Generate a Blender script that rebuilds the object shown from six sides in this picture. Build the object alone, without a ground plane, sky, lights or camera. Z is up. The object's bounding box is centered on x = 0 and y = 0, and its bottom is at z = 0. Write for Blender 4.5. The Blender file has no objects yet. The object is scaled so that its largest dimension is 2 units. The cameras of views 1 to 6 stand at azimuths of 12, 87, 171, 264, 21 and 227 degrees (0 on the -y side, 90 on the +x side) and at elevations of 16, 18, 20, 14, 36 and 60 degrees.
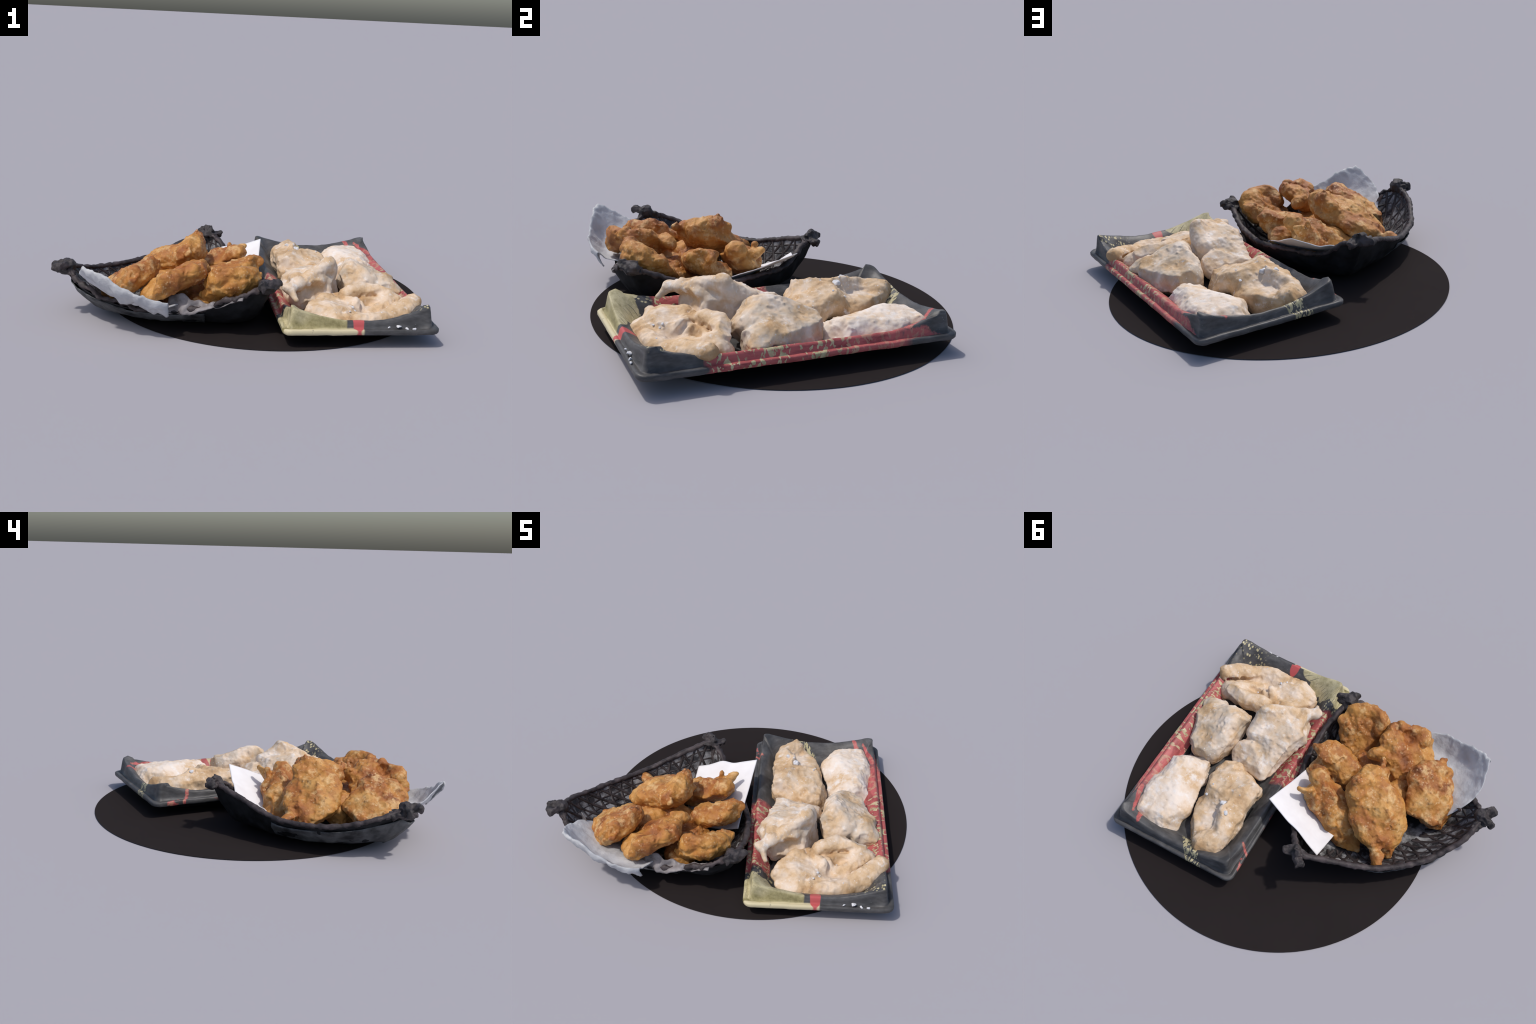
import bpy, math, random
import numpy as np
from mathutils import Vector, Matrix

random.seed(7)
RNG = np.random.default_rng(7)

# ------------------------------------------------------------------ noise
_LATTICE = np.random.default_rng(99).uniform(-1, 1, 1 << 18).astype(np.float32)

def vnoise(p, seed=0):
    """smooth value noise on a repeating 64-cell lattice, p (..., 3) -> (...) in -1..1"""
    p = np.asarray(p, np.float32) + np.float32((seed * 7.37) % 61.0)
    fl = np.floor(p)
    f = p - fl
    w = f * f * f * (f * (f * 6 - 15) + 10)
    i = fl.astype(np.int32)
    wx, wy, wz = w[..., 0], w[..., 1], w[..., 2]
    x0, x1 = (i[..., 0] & 63) << 12, ((i[..., 0] + 1) & 63) << 12
    y0, y1 = (i[..., 1] & 63) << 6, ((i[..., 1] + 1) & 63) << 6
    z0, z1 = i[..., 2] & 63, (i[..., 2] + 1) & 63
    def row(xy):
        a, b = _LATTICE[xy | z0], _LATTICE[xy | z1]
        return a + (b - a) * wz
    a, b = row(x0 | y0), row(x0 | y1)
    lo = a + (b - a) * wy
    a, b = row(x1 | y0), row(x1 | y1)
    hi = a + (b - a) * wy
    return lo + (hi - lo) * wx

def fbm(p, freq, octaves=3, seed=0, gain=0.5):
    s, a = 0, 1.0
    for o in range(octaves):
        s = s + a * vnoise(p * freq + 17.3 * o, seed + o * 31)
        freq *= 2.03
        a *= gain
    return s

# ------------------------------------------------------------------ implicit lumps
def unit(v):
    v = np.array(v, float)
    return v / np.linalg.norm(v)

def frame(L, N):
    L = unit(L)
    N = np.array(N, float)
    N = unit(N - L * (N @ L))
    return np.array([L, np.cross(N, L), N])

EYE = np.eye(3)

def ell(c, r, axes=EYE):
    return ("ell", np.array(c, float), np.array(r, float), np.array(axes))

def cap(a, b, ra, rb=None):
    return ("cap", np.array(a, float), np.array(b, float), ra, ra if rb is None else rb)

def chain(pts, radii):
    return [cap(pts[i], pts[i + 1], radii[i], radii[i + 1]) for i in range(len(pts) - 1)]

def sdf(prim, P):
    if prim[0] == "ell":
        _, c, r, ax = prim
        q = (P - c) @ ax.T
        k0 = np.sqrt(((q / r) ** 2).sum(-1)) + 1e-9
        k1 = np.sqrt(((q / r ** 2) ** 2).sum(-1)) + 1e-9
        return k0 * (k0 - 1) / k1
    _, a, b, ra, rb = prim
    d = b - a
    t = np.clip(((P - a) @ d) / (d @ d), 0, 1)
    return np.sqrt(((P - a - t[..., None] * d) ** 2).sum(-1)) - (ra + (rb - ra) * t)

def smin(a, b, k):
    h = np.clip(0.5 + 0.5 * (b - a) / k, 0, 1)
    return b + (a - b) * h - k * h * (1 - h)

def prim_box(prim):
    if prim[0] == "ell":
        e = np.sqrt((prim[3].T ** 2) @ (prim[2] ** 2))
        return prim[1] - e, prim[1] + e
    r = max(prim[3], prim[4])
    return np.minimum(prim[1], prim[2]) - r, np.maximum(prim[1], prim[2]) + r

def surface_nets(F, origin, h):
    nx, ny, nz = F.shape
    inside = F < 0
    corners = [(i, j, k) for i in (0, 1) for j in (0, 1) for k in (0, 1)]
    edges = [(a, b) for a in corners for b in corners if a < b and sum(abs(x - y) for x, y in zip(a, b)) == 1]
    cs = (nx - 1, ny - 1, nz - 1)
    def sub(A, c):
        return A[c[0]:c[0] + cs[0], c[1]:c[1] + cs[1], c[2]:c[2] + cs[2]]
    n_in = sum(sub(inside, c).astype(np.int8) for c in corners)
    act = (n_in > 0) & (n_in < 8)
    idx = np.argwhere(act)
    acc = np.zeros((len(idx), 3))
    cnt = np.zeros(len(idx))
    for a, b in edges:
        fa, fb = sub(F, a)[act], sub(F, b)[act]
        x = (fa < 0) != (fb < 0)
        t = np.where(x, fa / np.where(np.abs(fa - fb) < 1e-12, 1, fa - fb), 0)
        a_, b_ = np.array(a, float), np.array(b, float)
        acc += np.where(x[:, None], a_ + t[:, None] * (b_ - a_), 0)
        cnt += x
    V = origin + h * (idx + acc / cnt[:, None])
    num = -np.ones(cs, np.int64)
    num[act] = np.arange(len(idx))
    faces = []
    for ax in range(3):
        u, v = (ax + 1) % 3, (ax + 2) % 3
        sl0 = [slice(1, -1)] * 3
        sl1 = [slice(1, -1)] * 3
        sl0[ax] = slice(0, -1)
        sl1[ax] = slice(1, None)
        A, B = inside[tuple(sl0)], inside[tuple(sl1)]
        for flip, m in ((False, A & ~B), (True, ~A & B)):
            e = np.argwhere(m)
            e[:, u] += 1
            e[:, v] += 1
            q = []
            for du, dv in ((-1, -1), (0, -1), (0, 0), (-1, 0)):
                c = e.copy()
                c[:, u] += du
                c[:, v] += dv
                q.append(num[c[:, 0], c[:, 1], c[:, 2]])
            q = np.stack(q[::-1] if flip else q, 1)
            faces.append(q)
    Fc = np.vstack(faces)
    return V, Fc[(Fc >= 0).all(1)]

def lump(prims, h=0.005, k=0.03, cuts=(), spikes=(), cut_k=0.012, relief=(), seed=0, warp=0.0, warp_f=9.0, floor=None, facets=0, facet_depth=(0.004, 0.022), facet_k=0.010):
    every = list(prims) + list(spikes)
    lo = np.min([prim_box(p)[0] for p in every], 0) - 0.03
    hi = np.max([prim_box(p)[1] for p in every], 0) + 0.03
    n = np.ceil((hi - lo) / h).astype(int) + 1
    g = np.stack(np.meshgrid(*[lo[i] + h * np.arange(n[i]) for i in range(3)], indexing="ij"), -1)
    Q = g
    if warp:
        Q = g + warp * np.stack([vnoise(g * warp_f, seed + 100 + i) for i in range(3)], -1)
    d = None
    for p in prims:
        s = sdf(p, Q)
        d = s if d is None else smin(d, s, k)
    if facets:
        # flat-ish broken faces: cut shallow planes off the swollen parts
        rg = np.random.default_rng(500 + seed)
        st = 3 if d.size > 60000 else 1
        sub = g[::st, ::st, ::st][d[::st, ::st, ::st] < 0]
        for _ in range(facets):
            n_ = unit(rg.normal(size=3) + np.array([0, 0, 0.55]))
            q = sub @ n_
            top = np.quantile(q, 0.995)
            pl = g @ n_ - (top - rg.uniform(*facet_depth))
            d = -smin(-d, -pl, facet_k)
    for p in spikes:
        d = smin(d, sdf(p, Q), 0.7 * k)
    for c in cuts:
        d = -smin(-d, sdf(c, Q), cut_k)
    near = np.abs(d) < 0.028
    pts = g[near]
    r = np.zeros(len(pts))
    for kind, amp, f, o in relief:
        if kind == "f":
            r += amp * fbm(pts, f, o, seed)
        elif kind == "ridge":
            r += amp * (1 - 2 * np.abs(fbm(pts, f, o, seed + 50)))
        elif kind == "lump":
            r += amp * np.maximum(0, vnoise(pts * f, seed + 77) - 0.25)
        elif kind == "dent":
            r -= amp * np.maximum(0, vnoise(pts * f, seed + 177) - 0.3)
    d[near] -= r
    if callable(floor):
        d = np.maximum(d, floor(g[..., :2].reshape(-1, 2)).reshape(d.shape) - g[..., 2])
    elif floor is not None:
        d = np.maximum(d, floor - g[..., 2])
    return surface_nets(d, lo, h)

# ------------------------------------------------------------------ objects
def mesh_obj(name, V, F, mat, parent=None, loc=None, smooth=True):
    V = np.asarray(V, float)
    me = bpy.data.meshes.new(name)
    me.from_pydata(V.tolist() if loc is None else (V - np.array(loc)).tolist(), [], [list(map(int, f)) for f in F])
    me.validate()
    if smooth:
        me.shade_smooth()
    me.materials.append(mat)
    o = bpy.data.objects.new(name, me)
    bpy.context.scene.collection.objects.link(o)
    if loc is not None:
        o.location = loc
    if parent is not None:
        o.parent = parent
    return o

def empty(name, label, category, loc=(0, 0, 0), rot=0.0):
    o = bpy.data.objects.new(name, None)
    bpy.context.scene.collection.objects.link(o)
    o.location = loc
    o.rotation_euler = (0, 0, rot)
    o["label"], o["category"] = label, category
    return o

def grid_faces(nu, nv, wrap_u=False, wrap_v=False):
    out = []
    for i in range(nu if wrap_u else nu - 1):
        for j in range(nv if wrap_v else nv - 1):
            a, b = i, (i + 1) % nu
            c, d = j, (j + 1) % nv
            out.append((a * nv + c, b * nv + c, b * nv + d, a * nv + d))
    return out

def catmull(P, n, closed=False):
    P = np.array(P, float)
    m = len(P)
    Q = np.vstack([2 * P[0] - P[1], P, 2 * P[-1] - P[-2]]) if not closed else np.vstack([P[-1], P, P[0], P[1]])
    d = np.r_[0, np.cumsum(np.linalg.norm(np.diff(P if not closed else np.vstack([P, P[:1]]), axis=0), axis=1))]
    s = np.linspace(0, d[-1], n, endpoint=not closed)
    i = np.clip(np.searchsorted(d, s, side="right") - 1, 0, len(d) - 2)
    t = ((s - d[i]) / (d[i + 1] - d[i]))[:, None]
    a, b, c, e = Q[i], Q[i + 1], Q[i + 2], Q[i + 3]
    return 0.5 * (2 * b + (c - a) * t + (2 * a - 5 * b + 4 * c - e) * t ** 2 + (3 * b - a - 3 * c + e) * t ** 3)

def tube(path, radius, sides=14, squash=1.0, rough=0.0, seed=0):
    path = np.array(path)
    T = np.gradient(path, axis=0)
    T /= np.linalg.norm(T, axis=1)[:, None]
    S = np.cross(T, [0, 0, 1.0])
    S /= np.linalg.norm(S, axis=1)[:, None]
    U = np.cross(S, T)
    r = np.broadcast_to(radius, len(path))
    V = []
    for k in range(sides):
        a = 2 * math.pi * k / sides
        V.append(path + (r * math.cos(a))[:, None] * S + (r * squash * math.sin(a))[:, None] * U)
    V = np.stack(V, 1)
    if rough:
        c = path[:, None, :]
        nrm = (V - c) / np.linalg.norm(V - c, axis=-1, keepdims=True)
        V = V + nrm * (rough * fbm(V, 40, 3, seed))[..., None]
    n = len(path)
    F = grid_faces(n, sides, wrap_v=True)
    F = [f[::-1] for f in F]
    V = V.reshape(-1, 3)
    F.append(tuple(range(sides)))
    F.append(tuple(reversed(range((n - 1) * sides, n * sides))))
    return V, F

def join(parts):
    V, F, n = [], [], 0
    for v, f in parts:
        V.append(v)
        F += [tuple(i + n for i in q) for q in f]
        n += len(v)
    return np.vstack(V), F

# ------------------------------------------------------------------ material helper
class X:
    """a float socket with operators that add Math nodes"""
    def __init__(self, nt, s):
        self.nt, self.s = nt, s
    def _m(self, op, *o, clamp=False):
        n = self.nt.nodes.new("ShaderNodeMath")
        n.operation, n.use_clamp = op, clamp
        for i, v in enumerate((self, *o)):
            if isinstance(v, X):
                self.nt.links.new(v.s, n.inputs[i])
            else:
                n.inputs[i].default_value = float(v)
        return X(self.nt, n.outputs[0])
    def __add__(s, o): return s._m("ADD", o)
    def __sub__(s, o): return s._m("SUBTRACT", o)
    def __mul__(s, o): return s._m("MULTIPLY", o)
    def __rsub__(s, o): return (s * -1) + o
    __radd__, __rmul__ = __add__, __mul__
    def abs(s): return s._m("ABSOLUTE")
    def mx(s, o): return s._m("MAXIMUM", o)
    def mn(s, o): return s._m("MINIMUM", o)
    def sin(s): return s._m("SINE")
    def sqrt(s): return s._m("SQRT")
    def sat(s): return s._m("ADD", 0.0, clamp=True)
    def step(s, lo, hi):
        """0 below lo, 1 above hi (lo>hi inverts)"""
        return (((s - lo) * (1.0 / (hi - lo)))).sat()

class Mat:
    def __init__(self, name, rough=0.6, spec=0.4, **kw):
        self.m = bpy.data.materials.new(name)
        self.m.use_nodes = True
        self.nt = self.m.node_tree
        self.b = self.nt.nodes["Principled BSDF"]
        self.b.inputs["Roughness"].default_value = rough
        self.b.inputs["Specular IOR Level"].default_value = spec
        for k, v in kw.items():
            self.b.inputs[k].default_value = v
        tc = self.nt.nodes.new("ShaderNodeTexCoord")
        self.P = tc.outputs["Object"]
        sx = self.nt.nodes.new("ShaderNodeSeparateXYZ")
        self.nt.links.new(self.P, sx.inputs[0])
        self.x, self.y, self.z = (X(self.nt, sx.outputs[i]) for i in range(3))
    def vec(self, scale=(1, 1, 1), off=(0, 0, 0), rot=(0, 0, 0)):
        n = self.nt.nodes.new("ShaderNodeMapping")
        n.inputs["Scale"].default_value, n.inputs["Location"].default_value, n.inputs["Rotation"].default_value = scale, off, rot
        self.nt.links.new(self.P, n.inputs["Vector"])
        return n.outputs[0]
    def noise(self, f, detail=3, rough=0.55, off=(0, 0, 0), scale=(1, 1, 1), dist=0.0, rot=(0, 0, 0)):
        n = self.nt.nodes.new("ShaderNodeTexNoise")
        n.inputs["Scale"].default_value, n.inputs["Detail"].default_value = f, detail
        n.inputs["Roughness"].default_value, n.inputs["Distortion"].default_value = rough, dist
        self.nt.links.new(self.vec(scale, off, rot), n.inputs["Vector"])
        return X(self.nt, n.outputs["Fac"])
    def voro(self, f, feature="F1", off=(0, 0, 0), scale=(1, 1, 1), out="Distance", rot=(0, 0, 0)):
        n = self.nt.nodes.new("ShaderNodeTexVoronoi")
        n.feature = feature
        n.inputs["Scale"].default_value = f
        self.nt.links.new(self.vec(scale, off, rot), n.inputs["Vector"])
        return X(self.nt, n.outputs[out])
    def mix(self, a, b, f):
        n = self.nt.nodes.new("ShaderNodeMix")
        n.data_type = "RGBA"
        for s, v in ((n.inputs[6], a), (n.inputs[7], b)):
            if isinstance(v, tuple):
                s.default_value = (*v, 1)
            else:
                self.nt.links.new(v, s)
        if isinstance(f, X):
            self.nt.links.new(f.s, n.inputs[0])
        else:
            n.inputs[0].default_value = f
        return n.outputs[2]
    def ramp(self, x, stops):
        n = self.nt.nodes.new("ShaderNodeValToRGB")
        e = n.color_ramp.elements
        while len(e) < len(stops):
            e.new(0.5)
        for i, (p, c) in enumerate(stops):
            e[i].position, e[i].color = p, (*c, 1)
        self.nt.links.new(x.s, n.inputs[0])
        return n.outputs[0]
    def colour(self, c):
        if isinstance(c, tuple):
            self.b.inputs["Base Color"].default_value = (*c, 1)
        else:
            self.nt.links.new(c, self.b.inputs["Base Color"])
    def rough(self, x):
        self.nt.links.new(x.s, self.b.inputs["Roughness"])
    def bump(self, x, strength=0.4, dist=0.004):
        n = self.nt.nodes.new("ShaderNodeBump")
        n.inputs["Strength"].default_value, n.inputs["Distance"].default_value = strength, dist
        self.nt.links.new(x.s, n.inputs["Height"])
        self.nt.links.new(n.outputs[0], self.b.inputs["Normal"])

# ------------------------------------------------------------------ materials
def fried_material(seed, amber=0.0, crust=0.0):
    m = Mat("fried_batter", rough=0.5, spec=0.4)
    o = (seed * 1.7, seed * 2.3, seed * 0.9)
    big = m.noise(6.5, 4, 0.6, o)
    c = m.ramp(big, [(0.30, (0.17, 0.052, 0.014)), (0.42, (0.36, 0.125, 0.028)), (0.55, (0.50, 0.225, 0.050)), (0.70, (0.61, 0.335, 0.105))])
    red = m.noise(11, 3, 0.5, (o[1], o[0], 3))
    c = m.mix(c, (0.40, 0.135, 0.035), red.step(0.57, 0.72) * 0.5)
    pale = m.noise(17, 5, 0.65, (o[2], 5, o[0]))
    c = m.mix(c, (0.68, 0.43, 0.19), pale.step(0.54 - crust, 0.66 - crust) * 0.8)
    fleck = m.voro(60, off=o)
    gate = m.noise(9, 2, 0.5, (o[0], 9, 1))
    c = m.mix(c, (0.72, 0.50, 0.28), fleck.step(0.34, 0.14) * gate.step(0.46, 0.58) * 0.6)
    c = m.mix(c, (0.16, 0.055, 0.018), m.noise(30, 4, 0.7, (o[0], 1, o[2])).step(0.58, 0.70) * 0.6)
    if amber:
        c = m.mix(c, (0.58, 0.31, 0.06), amber)
    m.colour(c)
    m.bump(m.noise(48, 7, 0.75, o) + 0.5 * m.noise(150, 3, 0.6, o), 0.6, 0.006)
    return m.m

def floured_material(seed, tan=0.0, white=0.0, grey=0.0):
    m = Mat("floured_batter", rough=0.8, spec=0.2)
    o = (seed * 1.3, seed * 2.9, seed * 0.7)
    big = m.noise(7, 5, 0.62, o)
    c = m.ramp(big + (white - tan), [(0.32, (0.46, 0.29, 0.15)), (0.44, (0.62, 0.44, 0.27)), (0.54, (0.70, 0.555, 0.42)), (0.68, (0.77, 0.675, 0.59))])
    fl = m.noise(16, 5, 0.7, (o[1], 3, o[0]))
    c = m.mix(c, (0.80, 0.76, 0.73), fl.step(0.57 - white, 0.70 - white) * 0.8)
    if grey:
        c = m.mix(c, (0.46, 0.43, 0.38), m.noise(8, 4, 0.6, (2, o[0], o[1])).step(0.46, 0.62) * grey)
    c = m.mix(c, (0.42, 0.25, 0.12), m.noise(22, 5, 0.7, (o[0], o[2], 8)).step(0.62, 0.74) * 0.5)
    sp = m.voro(45, off=o)
    c = m.mix(c, (0.78, 0.74, 0.72), sp.step(0.2, 0.12) * m.noise(6, 2, 0.5, (o[2], 1, 4)).step(0.5, 0.62) * 0.7)
    m.colour(c)
    m.bump(m.noise(40, 6, 0.7, o) + 0.4 * m.noise(130, 3, 0.6, o), 0.35, 0.005)
    return m.m

def disc_material():
    m = Mat("black_mat", rough=0.95, spec=0.05)
    c = m.mix((0.021, 0.0165, 0.017), (0.025, 0.021, 0.0205), m.noise(3, 3))
    m.colour(c)
    return m.m

def tray_material():
    m = Mat("printed_foam", rough=0.45, spec=0.28)
    x, y = m.x, m.y
    grey = m.ramp(m.noise(14, 4, 0.6, scale=(1, 1, 3)), [(0.35, (0.055, 0.054, 0.055)), (0.6, (0.092, 0.091, 0.093)), (0.8, (0.15, 0.15, 0.152))])
    wob = (m.noise(9, 3) - 0.5) * 0.10
    # red bands on both long sides
    yw = y + wob
    right = x.step(0.262, 0.268) * yw.step(-0.47, -0.455) * yw.step(0.50, 0.44)
    def stroke(ax, ay, bx, by, w0, w1):
        dx, dy = bx - ax, by - ay
        ll = dx * dx + dy * dy
        t = (((x - ax) * dx + (y - ay) * dy) * (1 / ll)).sat()
        ex, ey = x - (t * dx + ax), y - (t * dy + ay)
        d = (ex * ex + ey * ey).sqrt() + (m.noise(60, 2) - 0.5) * 0.012
        w = t * (w1 - w0) + w0
        return (d - w).step(0.002, -0.002)
    rstreak = stroke(.345, .50, .29, .665, .016, .004).mx(stroke(.290, .545, .232, .70, .016, .010)).mx(stroke(.372, .48, .368, .66, .012, .003))
    left = (x * -1).step(0.262, 0.268) * yw.step(-0.52, -0.50) * yw.step(0.10, 0.06)
    lbits = stroke(-.352, .525, -.405, .57, .007, .006).mx(stroke(-.385, .60, -.40, .66, .010, .008) * m.noise(45, 2).step(0.45, 0.52)).mx(stroke(-.40, .12, -.40, .40, .006, .004) * m.noise(12, 2).step(0.5, 0.54))
    red = right.mx(rstreak).mx(left).mx(lbits)
    redc = m.mix((0.27, 0.058, 0.058), (0.47, 0.12, 0.115), m.noise(26, 5, 0.7, scale=(1, 0.35, 1)).step(0.34, 0.56))
    c = m.mix(grey, redc, red)
    gold = m.mix((0.36, 0.315, 0.175), (0.56, 0.50, 0.31), m.noise(24, 5, 0.7).step(0.36, 0.58))
    # gold flecks over red and near the front corners
    fl = m.noise(30, 2, 0.5, scale=(0.9, 1.5, 0.9), dist=0.6)
    on_red = fl.step(0.555, 0.575) * red * y.step(0.40, 0.05).mx(0.25)
    vs = m.voro(38, off=(0.3, 0.1, 0))
    fr = ((x - 0.36) * (x - 0.36) + (y + 0.66) * (y + 0.66)).sqrt()
    flA = ((x + 0.34) * (x + 0.34) + (y + 0.50) * (y + 0.50)).sqrt()
    spots = m.voro(46, off=(0.3, 0.1, 0), scale=(1.25, 0.8, 1)).step(0.36, 0.30) * m.noise(11, 2).step(0.42, 0.47)
    near = (fr.step(0.22, 0.16) * (y + 0.694).step(-0.004, 0.004) * x.step(0.352, 0.344)).mx(flA.step(0.17, 0.12))
    c = m.mix(c, gold, on_red.mx(spots * near * (1 - red)))
    # gold fan at one front corner, edge in scallops
    dx, dy = x + 0.40, y + 0.80
    rad = (dx * dx * 0.75 + dy * dy * 1.6).sqrt()
    ang = dx._m("ARCTAN2", dy)
    scal = (ang * 9.0).sin().abs() * 0.028
    fan = (rad - scal).step(0.285, 0.278) * (y * -1).step(0.5, 0.51)
    olive = m.mix((0.22, 0.19, 0.085), (0.38, 0.335, 0.17), m.noise(28, 5, 0.7).step(0.35, 0.65))
    outer = (y * -1).step(0.702, 0.712)
    c = m.mix(c, m.mix(gold, olive, outer), fan)
    fan_line = (ang * 60.0).sin().step(0.93, 0.97) * m.noise(12).step(0.5, 0.55)
    c = m.mix(c, (0.12, 0.11, 0.08), fan * fan_line * (1 - (y * -1).step(0.69, 0.70)))
    # gold edge and red heart by it
    edge = (y * -1).step(0.722, 0.726) * (x * -1).step(-0.01, 0.0)
    c = m.mix(c, (0.60, 0.53, 0.34), edge)
    hx, hy = x + 0.018, y + 0.70
    heart = (hx * hx + hy * hy * 0.30).sqrt().step(0.030, 0.027)
    c = m.mix(c, (0.50, 0.10, 0.10), heart * (y * -1).step(0.64, 0.65))
    # gold ribbon on the back edge
    rib = (x + 0.10 + (y - 0.68) * 0.8).abs().step(0.05, 0.045) * y.step(0.62, 0.63) * m.noise(40, 2, 0.5, scale=(2, 0.4, 1)).step(0.46, 0.5)
    c = m.mix(c, gold, rib)
    # worn spots where the print has rubbed thin
    worn = m.noise(34, 6, 0.75).step(0.60, 0.70)
    c = m.mix(c, (0.085, 0.082, 0.080), worn * 0.55)
    # flour dust
    dust = m.noise(90, 4, 0.8).step(0.66, 0.72) * m.noise(7, 2).step(0.5, 0.62)
    c = m.mix(c, (0.55, 0.56, 0.58), dust * 0.8)
    m.colour(c)
    m.bump(m.noise(40, 5, 0.65), 0.25, 0.004)
    return m.m

def plain(name, a, b, f=12, rough=0.6, spec=0.3, bump=0.3, bf=50, contrast=(0.35, 0.65), **kw):
    m = Mat(name, rough=rough, spec=spec, **kw)
    m.colour(m.mix(a, b, m.noise(f, 5, 0.6).step(*contrast)))
    m.bump(m.noise(bf, 5, 0.65), bump, 0.005)
    return m.m

M_DISC = disc_material()
M_TRAY = tray_material()
M_UNDER = plain("black_foam", (0.008, 0.008, 0.009), (0.02, 0.021, 0.022), 10, 0.55, 0.3)
M_ROD = plain("dark_bamboo_plastic", (0.024, 0.020, 0.021), (0.085, 0.068, 0.070), 16, 0.5, 0.25, 0.6, 60)
M_KNOT = plain("dark_knot_plastic", (0.022, 0.020, 0.021), (0.075, 0.064, 0.066), 20, 0.5, 0.25, 0.8, 70)
M_STRAP = plain("dark_strap_plastic", (0.020, 0.016, 0.016), (0.065, 0.052, 0.052), 18, 0.45, 0.3, 0.5, 70)
M_PANEL = plain("painted_sheen_panel", (0.025, 0.024, 0.026), (0.38, 0.38, 0.39), 14, 0.35, 0.4, 0.8, 60, (0.44, 0.68))  # pale tone paints the reflections on the dark plastic inside
M_WALL = plain("black_basket_wall", (0.007, 0.0072, 0.008), (0.022, 0.023, 0.026), 11, 0.75, 0.15, 0.6, 45)
M_WALL_LIGHTENED = plain("wall_lightened_for_sky", (0.02, 0.021, 0.023), (0.13, 0.135, 0.14), 9, 0.6, 0.3, 0.6, 45, (0.38, 0.68))
M_PAPER = plain("white_paper", (0.76, 0.74, 0.75), (0.82, 0.81, 0.82), 9, 0.8, 0.2, 0.15, 70)
M_PAPER_G = plain("shade_tinted_paper", (0.60, 0.61, 0.635), (0.76, 0.765, 0.775), 12, 0.55, 0.3, 0.8, 55)  # white paper, greyed and cooled because this sheet turns from the sun
def let_light_through(mat, share):
    nt = mat.node_tree
    b, out = nt.nodes["Principled BSDF"], nt.nodes["Material Output"]
    t, mx = nt.nodes.new("ShaderNodeBsdfTranslucent"), nt.nodes.new("ShaderNodeMixShader")
    t.inputs["Color"].default_value = (0.80, 0.81, 0.83, 1)
    mx.inputs[0].default_value = share
    nt.links.new(b.outputs[0], mx.inputs[1])
    nt.links.new(t.outputs[0], mx.inputs[2])
    nt.links.new(mx.outputs[0], out.inputs["Surface"])

let_light_through(M_PAPER_G, 0.30)
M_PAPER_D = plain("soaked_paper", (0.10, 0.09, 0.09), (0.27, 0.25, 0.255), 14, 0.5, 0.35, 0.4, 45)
M_FLOUR = plain("flour_lump", (0.58, 0.59, 0.62), (0.74, 0.74, 0.76), 30, 0.8, 0.2)

# ------------------------------------------------------------------ the round black mat
def build_mat():
    n, R = 256, 0.9075
    prof = [(R - 0.001, 0.0), (R, 0.0003), (R, 0.0006), (R - 0.001, 0.0009)]
    V, F = [], []
    for r, z in prof:
        for k in range(n):
            a = 2 * math.pi * k / n
            V.append((r * math.cos(a), r * math.sin(a), z))
    for j in range(3):
        for k in range(n):
            F.append((j * n + k, j * n + (k + 1) % n, (j + 1) * n + (k + 1) % n, (j + 1) * n + k))
    F.append(tuple(3 * n + k for k in range(n)))
    F.append(tuple(reversed(range(n))))
    o = mesh_obj("round_mat", V, F, M_DISC, smooth=False)
    o.location = (-0.016, 0.042, 0)
    o["label"], o["category"] = "thin flat round mat, plain dark brown black", "round mat"

# ------------------------------------------------------------------ the foam tray
TRAY_LOC, TRAY_ROT = (0.375, 0.032, 0.0), math.radians(20)

def rounded_rect(hx, hy, r, n_corner=14, n_side=(46, 90)):
    """points counter-clockwise and, for each, its outward direction"""
    P, N = [], []
    cs = [(hx - r, -(hy - r), -90), (hx - r, hy - r, 0), (-(hx - r), hy - r, 90), (-(hx - r), -(hy - r), 180)]
    for i, (cx, cy, a0) in enumerate(cs):
        for k in range(n_corner + 1):
            a = math.radians(a0 + 90 * k / n_corner)
            P.append((cx + r * math.cos(a), cy + r * math.sin(a)))
        nx, ny, na = cs[(i + 1) % 4]
        a = math.radians(a0 + 90)
        p0 = np.array(P[-1])
        p1 = np.array((nx + r * math.cos(math.radians(na)), ny + r * math.sin(math.radians(na))))
        m = n_side[1] if i % 2 == 0 else n_side[0]
        for k in range(1, m):
            P.append(tuple(p0 + (p1 - p0) * k / m))
    return np.array(P)

def crest_height(u, v):
    """rim is low along the sides, high at the four corners"""
    cu = np.clip((np.abs(u) - 0.06) / 0.29, 0, 1) ** 1.5
    cv = np.clip((np.abs(v) - 0.42) / 0.29, 0, 1) ** 1.5
    return 0.135 + 0.066 * np.where(np.abs(v) > 0.66, cu, cv)

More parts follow.
